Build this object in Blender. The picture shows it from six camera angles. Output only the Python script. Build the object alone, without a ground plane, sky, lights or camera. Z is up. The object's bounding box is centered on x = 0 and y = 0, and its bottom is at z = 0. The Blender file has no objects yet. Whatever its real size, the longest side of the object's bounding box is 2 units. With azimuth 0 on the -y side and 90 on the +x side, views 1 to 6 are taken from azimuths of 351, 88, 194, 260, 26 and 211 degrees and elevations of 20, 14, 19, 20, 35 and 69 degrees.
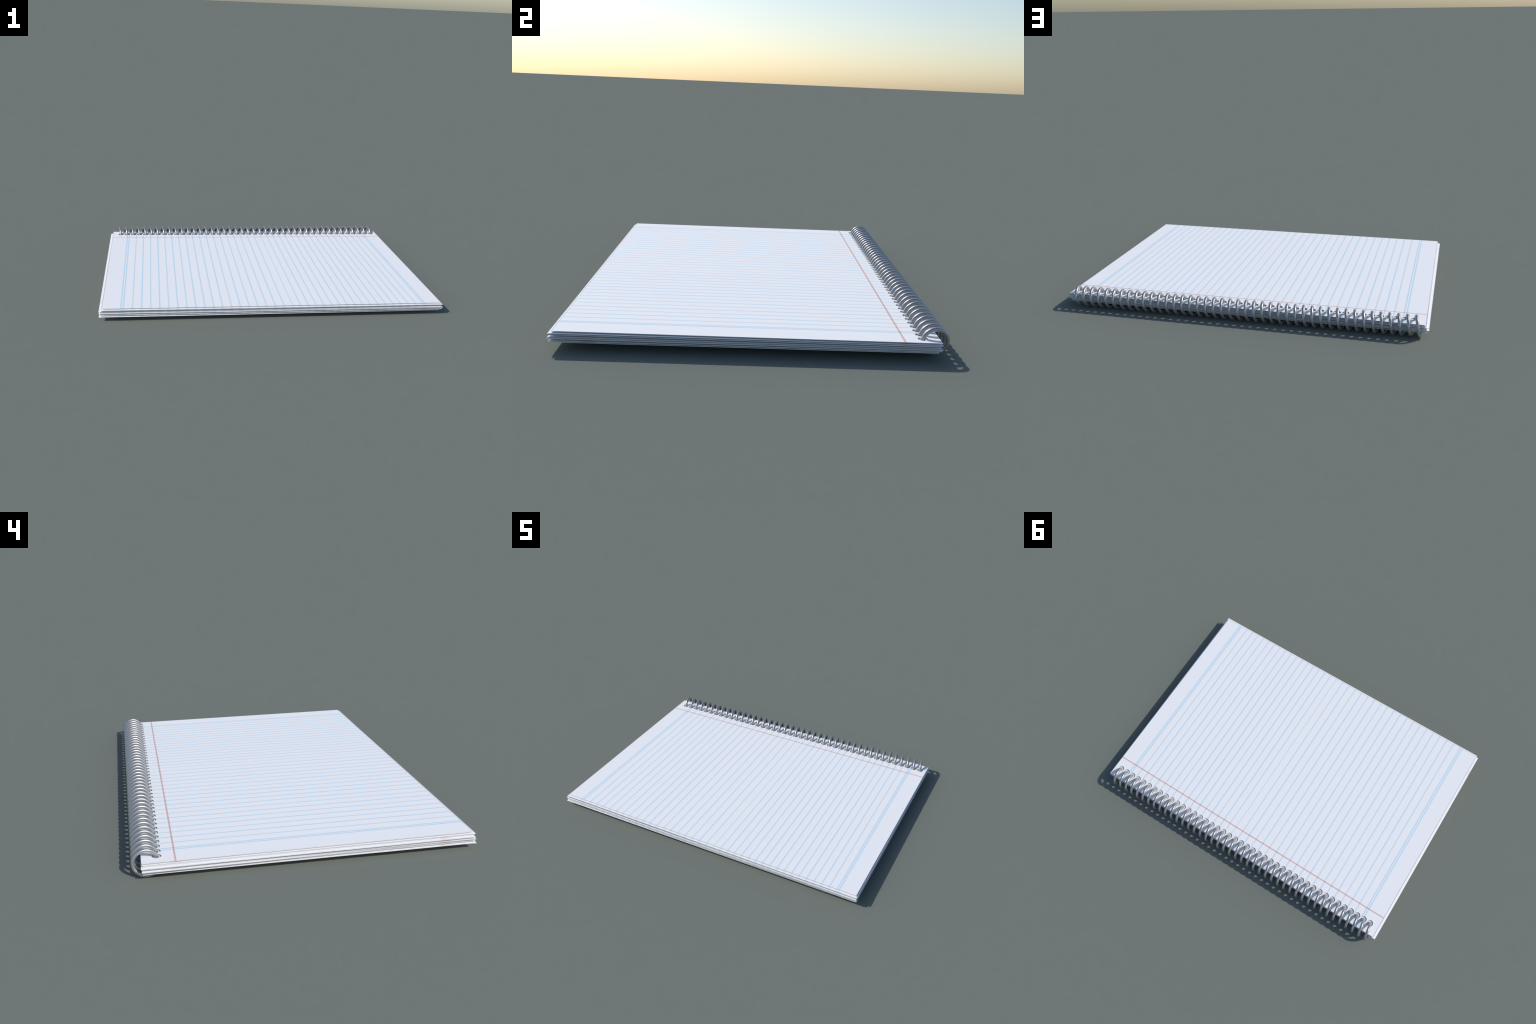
import bpy, bmesh, math, random
from mathutils import Vector, noise

random.seed(7)

# ------------------------------------------------------------------ sizes
SHEET_T = 0.0014            # thickness of one leaf of the pad
HOLE_N = 43                 # punched holes / turns of the spiral
HOLE_X0 = 0.9497            # first hole (+x end)
PITCH = 0.04464             # hole spacing along the spine
HOLE_Y = 0.6195
HOLE_R = 0.0195             # wide hole of the top leaf
RIM = 0.0018                # greyed rim of a leaf
WIRE_R = 0.0083
COIL_R = 0.0492             # radius of the wire's centre line
COIL_Y, COIL_Z = 0.6668, 0.0575
RULE_SPLIT = 0.0948         # ruling changes its spacing here
RULE_RIGHT, RULE_LEFT = 0.04603, 0.05045
RED_Y = 0.5475


# ------------------------------------------------------------------ node helpers
class Nodes:
    def __init__(self, name):
        self.mat = bpy.data.materials.new(name)
        self.mat.use_nodes = True
        self.t = self.mat.node_tree
        self.bsdf = self.t.nodes["Principled BSDF"]

    def put(self, sock, v):
        if isinstance(v, bpy.types.NodeSocket):
            self.t.links.new(v, sock)
        else:
            sock.default_value = v

    def math(self, op, a, b=0.0, c=0.0):
        n = self.t.nodes.new("ShaderNodeMath")
        n.operation = op
        for i, v in enumerate((a, b, c)):
            self.put(n.inputs[i], v)
        return n.outputs[0]

    def step(self, d, lo, hi):
        """1 below lo, 0 above hi, smooth between"""
        n = self.t.nodes.new("ShaderNodeMapRange")
        n.interpolation_type = 'SMOOTHSTEP'
        self.put(n.inputs[0], d)
        self.put(n.inputs[1], lo)
        self.put(n.inputs[2], hi)
        n.inputs[3].default_value = 1.0
        n.inputs[4].default_value = 0.0
        return n.outputs[0]

    def mix(self, fac, a, b, mode='MIX'):
        n = self.t.nodes.new("ShaderNodeMix")
        n.data_type = 'RGBA'
        n.blend_type = mode
        self.put(n.inputs[0], fac)
        self.put(n.inputs[6], a)
        self.put(n.inputs[7], b)
        return n.outputs[2]


def paper_material(name, red_y, bleed):
    """white ruled paper: blue rules across, one red margin rule"""
    N = Nodes(name)
    M = N.math
    tc = N.t.nodes.new("ShaderNodeTexCoord")
    sep = N.t.nodes.new("ShaderNodeSeparateXYZ")
    N.t.links.new(tc.outputs['Object'], sep.inputs[0])
    x, y = sep.outputs[0], sep.outputs[1]

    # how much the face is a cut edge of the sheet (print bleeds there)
    geo = N.t.nodes.new("ShaderNodeNewGeometry")
    sn = N.t.nodes.new("ShaderNodeSeparateXYZ")
    N.t.links.new(geo.outputs['True Normal'], sn.inputs[0])
    side = M('MAXIMUM', bleed, M('SUBTRACT', 1.0, M('ABSOLUTE', sn.outputs[2])))

    # evenly spaced rules, with two different pitches either side of RULE_SPLIT
    right = M('GREATER_THAN', x, RULE_SPLIT)
    pitch = M('ADD', RULE_LEFT, M('MULTIPLY', right, RULE_RIGHT - RULE_LEFT))
    u = M('DIVIDE', M('SUBTRACT', x, RULE_SPLIT), pitch)
    n = M('ROUND', u)
    d = M('MULTIPLY', M('ABSOLUTE', M('SUBTRACT', u, n)), pitch)
    ok = M('MULTIPLY', M('GREATER_THAN', n, -19.5), M('LESS_THAN', n, 17.5))
    d = M('ADD', d, M('SUBTRACT', 1.0, ok))
    # the two outer companion rules
    d1 = M('ABSOLUTE', M('SUBTRACT', x, 0.8898))
    d2 = M('ABSOLUTE', M('ADD', x, 0.8774))
    dd = M('MINIMUM', d1, d2)
    core = M('ADD', 0.0012, M('MULTIPLY', side, 0.004))
    soft = M('ADD', 0.0056, M('MULTIPLY', side, 0.012))
    blue = N.step(M('MINIMUM', d, dd), core, soft)
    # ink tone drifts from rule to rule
    k = M('SUBTRACT', 17.0, n)
    tone = M('LESS_THAN', M('FRACT', M('ADD', M('MULTIPLY', k, 0.531), 0.25)), 0.6)
    tone = M('MAXIMUM', tone, M('LESS_THAN', dd, 0.006))
    pale = M('MULTIPLY', M('LESS_THAN', M('ABSOLUTE', n), 0.5), 0.35)
    ink = N.mix(tone, INK_TEAL, INK_BLUE)
    amt = M('MULTIPLY', blue, M('SUBTRACT', 1.0, pale))
    amt = M('MULTIPLY', amt, M('SUBTRACT', 1.0, M('MULTIPLY', side, 0.68)))

    dr = M('ABSOLUTE', M('SUBTRACT', y, red_y))
    red = N.step(dr, M('ADD', 0.0020, M('MULTIPLY', side, 0.006)),
                 M('ADD', 0.0054, M('MULTIPLY', side, 0.026)))
    red = M('MULTIPLY', red, M('SUBTRACT', 1.0, M('MULTIPLY', side, 0.75)))

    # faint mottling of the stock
    nz = N.t.nodes.new("ShaderNodeTexNoise")
    nz.inputs['Scale'].default_value = 9.0
    nz.inputs['Detail'].default_value = 4.0
    N.t.links.new(tc.outputs['Object'], nz.inputs['Vector'])
    base = N.mix(nz.outputs[0], PAPER_COOL, PAPER_WARM)
    col = N.mix(amt, base, ink, 'MULTIPLY')
    col = N.mix(red, col, INK_RED, 'MULTIPLY')
    N.put(N.bsdf.inputs['Base Color'], col)
    N.bsdf.inputs['Roughness'].default_value = 0.88
    N.bsdf.inputs['Specular IOR Level'].default_value = 0.5
    return N.mat


def plain_material(name, colour):
    N = Nodes(name)
    N.bsdf.inputs['Base Color'].default_value = colour
    N.bsdf.inputs['Roughness'].default_value = 0.7
    N.bsdf.inputs['Specular IOR Level'].default_value = 0.25
    return N.mat


PAPER_COOL = (0.965, 0.980, 0.995, 1)
PAPER_WARM = (0.985, 0.975, 0.985, 1)
INK_BLUE = (0.615, 0.82, 0.955, 1)
INK_TEAL = (0.69, 0.835, 0.91, 1)
INK_RED = (0.80, 0.52, 0.49, 1)


def wire_material():
    N = Nodes("steel_wire")
    tc = N.t.nodes.new("ShaderNodeTexCoord")
    nz = N.t.nodes.new("ShaderNodeTexNoise")
    nz.inputs['Scale'].default_value = 40.0
    nz.inputs['Detail'].default_value = 3.0
    N.t.links.new(tc.outputs['Object'], nz.inputs['Vector'])
    col = N.mix(nz.outputs[0], (0.43, 0.43, 0.435, 1), (0.50, 0.50, 0.50, 1))
    N.put(N.bsdf.inputs['Base Color'], col)
    N.bsdf.inputs['Metallic'].default_value = 0.75
    N.bsdf.inputs['Roughness'].default_value = 0.36
    return N.mat


# ------------------------------------------------------------------ sheets
def hole_y_on_coil(z):
    """y of the wire's centre line where it passes height z on the page side"""
    return COIL_Y - math.sqrt(max(0.0, COIL_R ** 2 - (z - COIL_Z) ** 2))


MARGIN = (0.0, RIM, 0.008, 0.016, 0.026)      # lattice lines near a cut edge


def sheet_mesh(name, z_top, corners, hole_r, wave, droop, seed, hole_floor=False):
    """One leaf: a slab with a row of round holes near the spine edge.
    corners: front-left, front-right, back-left, back-right (x, y)."""
    fl, fr, bl, br = [Vector(c) for c in corners]
    bm = bmesh.new()
    half = PITCH / 2
    y_lo, y_hi = HOLE_Y - half, HOLE_Y + half
    half_end = HOLE_R + 0.0008          # last cells are cut short beside the edges
    hx = [HOLE_X0 - PITCH * (HOLE_N - 1) - half + PITCH * i for i in range(HOLE_N + 1)]
    hx[0], hx[-1] = hx[0] + half - half_end, hx[-1] - half + half_end
    last = len(MARGIN)
    n_col = last + len(hx) + last
    n_mid = 14
    n_row = last + n_mid + 4           # front margin, middle, band bottom/top, back

    def page(i, j):
        """lattice column and row -> place on the page"""
        s = min(1.0, max(0.0, (i - last) / (len(hx) - 1)))
        front = fl.y + (fr.y - fl.y) * s
        back = bl.y + (br.y - bl.y) * s
        if j < last:
            py = front + MARGIN[j]
        elif j < last + n_mid:
            y0 = front + MARGIN[-1]
            py = y0 + (y_lo - y0) * (j - last + 1) / (n_mid + 1)
        else:
            py = (y_lo, y_hi, back - RIM, back)[j - last - n_mid]
        t = (py + 0.71) / 1.39
        if i < last:
            edge = fl.x + (bl.x - fl.x) * t
            px = edge + MARGIN[i] * min(1.0, 0.8 * (hx[0] - edge) / MARGIN[-1])
        elif i < last + len(hx):
            px = hx[i - last]
        else:
            edge = fr.x + (br.x - fr.x) * t
            px = edge - MARGIN[n_col - 1 - i] * min(1.0, 0.8 * (edge - hx[-1]) / MARGIN[-1])
        return px, py

    def height(px, py):
        if wave == 0:
            return 0.0
        v = noise.noise(Vector((px * 1.3, py * 1.6, seed * 3.7)))
        v += 0.6 * noise.noise(Vector((px * 4.1, py * 4.0, seed * 5.1)))
        h = wave * v
        # the cut edges curl down a little
        t = (py + 0.71) / 1.39
        s = (px + 0.98) / 1.97
        out = (px - (fl.x + (bl.x - fl.x) * t),
               (fr.x + (br.x - fr.x) * t) - px,
               py - (fl.y + (fr.y - fl.y) * s))
        for e, share in zip(out, (1.0, 0.1, 1.0)):
            h -= share * droop * max(0.0, 1 - max(0.0, e) / MARGIN[-1]) ** 2
        return h

    cache = {}

    def vert(i, j):
        if (i, j) not in cache:
            px, py = page(i, j)
            cache[i, j] = bm.verts.new((px, py, z_top + height(px, py)))
        return cache[i, j]

    seg, q = 24, 6
    band = last + n_mid
    for j in range(n_row - 1):
        for i in range(n_col - 1):
            if j == band and last <= i < last + HOLE_N:
                cx = HOLE_X0 - PITCH * (HOLE_N - 1 - (i - last))
                cy = HOLE_Y if hole_r > 0.015 else hole_y_on_coil(z_top - SHEET_T / 2)
                ring, first = [], len(bm.faces)
                for k in range(seg):
                    ang = math.tau * k / seg + math.pi / 4
                    px, py = cx + hole_r * math.cos(ang), cy + hole_r * math.sin(ang)
                    ring.append(bm.verts.new((px, py, z_top + height(px, py))))
                # quadrant corners: +x+y, -x+y, -x-y, +x-y
                cs = [vert(i + 1, j + 1), vert(i, j + 1), vert(i, j), vert(i + 1, j)]
                for m in range(4):
                    arc = [ring[(m * q + k) % seg] for k in range(q + 1)]
                    mid = q // 2
                    bm.faces.new([cs[m], cs[(m + 1) % 4], arc[mid]])
                    for k in range(q):
                        bm.faces.new([cs[m] if k < mid else cs[(m + 1) % 4],
                                      arc[k + 1], arc[k]])
                if hole_floor:              # light grey round the wire, seen through the top holes
                    bm.faces.ensure_lookup_table()
                    for f in bm.faces[first:]:
                        f.material_index = 2
            else:
                f = bm.faces.new([vert(i, j), vert(i + 1, j), vert(i + 1, j + 1), vert(i, j + 1)])
                # greyed rim along the three cut edges
                if j == 0 or i == 0 or i == n_col - 2:
                    f.material_index = 1
    # give the leaf its thickness: underside, then walls round every open edge
    top = list(bm.faces)
    open_edges = [e for e in bm.edges if len(e.link_faces) == 1]
    under = {v: bm.verts.new(v.co - Vector((0, 0, SHEET_T))) for v in list(bm.verts)}
    for f in top:
        g = bm.faces.new([under[v] for v in reversed(f.verts)])
        g.material_index = f.material_index
    for e in open_edges:
        loop = e.link_loops[0]
        v0, v1 = loop.vert, loop.link_loop_next.vert
        bm.faces.new([v1, v0, under[v0], under[v1]])
    bm.normal_update()
    for f in bm.faces:
        if abs(f.normal.z) < 0.5:
            f.material_index = 0
        else:
            f.smooth = True
    for e in bm.edges:
        e.smooth = not (len(e.link_faces) == 2 and e.calc_face_angle(0.0) > 0.6)
    me = bpy.data.meshes.new(name)
    bm.to_mesh(me)
    bm.free()
    return me


# ------------------------------------------------------------------ spiral
def spiral_mesh(name):
    seg, around = 56, 16
    a_hole = math.pi - math.asin((0.072 - COIL_Z) / COIL_R)
    a_start = a_hole + math.radians(30)
    a_end = a_hole - math.tau * (HOLE_N - 1) - math.radians(310)
    steps = int((a_start - a_end) / math.tau * seg)

    def centre(a):
        return Vector((HOLE_X0 - PITCH * (a_hole - a) / math.tau,
                       COIL_Y + COIL_R * math.cos(a),
                       COIL_Z + COIL_R * math.sin(a)))

    bm = bmesh.new()
    rings = []
    for i in range(steps + 1):
        a = a_start + (a_end - a_start) * i / steps
        p = centre(a)
        tan = (centre(a - 1e-3) - centre(a + 1e-3)).normalized()
        rad = Vector((0, math.cos(a), math.sin(a)))
        bi = tan.cross(rad).normalized()
        rad = bi.cross(tan).normalized()
        rings.append([bm.verts.new(p + WIRE_R * (rad * math.cos(t) + bi * math.sin(t)))
                      for t in (math.tau * k / around for k in range(around))])
    for r0, r1 in zip(rings, rings[1:]):
        for k in range(around):
            bm.faces.new([r0[k], r0[(k + 1) % around], r1[(k + 1) % around], r1[k]])
    bm.faces.new(rings[0])
    bm.faces.new(rings[-1])
    bmesh.ops.recalc_face_normals(bm, faces=bm.faces)
    for f in bm.faces:
        f.smooth = len(f.verts) == 4
    me = bpy.data.meshes.new(name)
    bm.to_mesh(me)
    bm.free()
    return me


# ------------------------------------------------------------------ assembly
pad = bpy.data.objects.new("spiral_notepad", None)
pad["label"] = "white ruled writing pad bound with a silver wire spiral"
pad["category"] = "notebook"
bpy.context.collection.objects.link(pad)


def child(name, me, *mats):
    ob = bpy.data.objects.new(name, me)
    for m in mats:
        me.materials.append(m)
    bpy.context.collection.objects.link(ob)
    ob.parent = pad
    return ob


top_print = paper_material("ruled_paper", RED_Y, 0.0)
front_print = paper_material("ruled_paper_below", RED_Y, 1.0)
turned_print = paper_material("ruled_paper_turned", -0.582, 1.0)
floor_grey = plain_material("paper_light_grey", (0.80, 0.80, 0.82, 1))
rim_grey = plain_material("paper_rim", (0.52, 0.52, 0.56, 1))

# leaves from top to bottom: top height, corners FL FR BL BR, print turned round?
LEAVES = [
    (0.0722, (-.9818, -.7098), (.9892, -.7090), (-.9820, .6814), (.9914, .6822), 0),
    (0.0665, (-.9862, -.7213), (.9968, -.7213), (-.9832, .6815), (.9966, .6826), 0),
    (0.0616, (-.9845, -.7165), (.9992, -.7165), (-.9846, .6760), (.9942, .6838), 1),
    (0.0572, (-.9998, -.7160), (.9840, -.7030), (-.9994, .6842), (.9880, .6775), 1),
    (0.0522, (-.9760, -.7125), (.9945, -.7222), (-.9790, .6700), (.9900, .6800), 0),
    (0.0475, (-.9988, -.7190), (.9998, -.7222), (-.9860, .6795), (.9968, .6845), 1),
    (0.0427, (-.9920, -.7060), (.9840, -.7115), (-.9994, .6820), (.9850, .6760), 0),
    (0.0379, (-.9935, -.7185), (.9960, -.7190), (-.9910, .6812), (.9830, .6840), 1),
    (0.0332, (-.9770, -.7085), (.9790, -.7110), (-.9780, .6690), (.9785, .6750), 0),
    (0.0284, (-.9986, -.7226), (.9815, -.7125), (-.9880, .6785), (.9760, .6760), 1),
]
for i, (z, fl, fr, bl, br, turned) in enumerate(LEAVES):
    me = sheet_mesh("sheet", z, (fl, fr, bl, br),
                    HOLE_R if i == 0 else 0.0060,
                    0.0 if i == 0 else 0.0009,
                    0.0 if i == 0 else 0.0013, i, i == 1)
    child("sheet", me, top_print if i == 0 else turned_print if turned else front_print,
          rim_grey, floor_grey)

child("spiral_wire", spiral_mesh("spiral_wire"), wire_material())
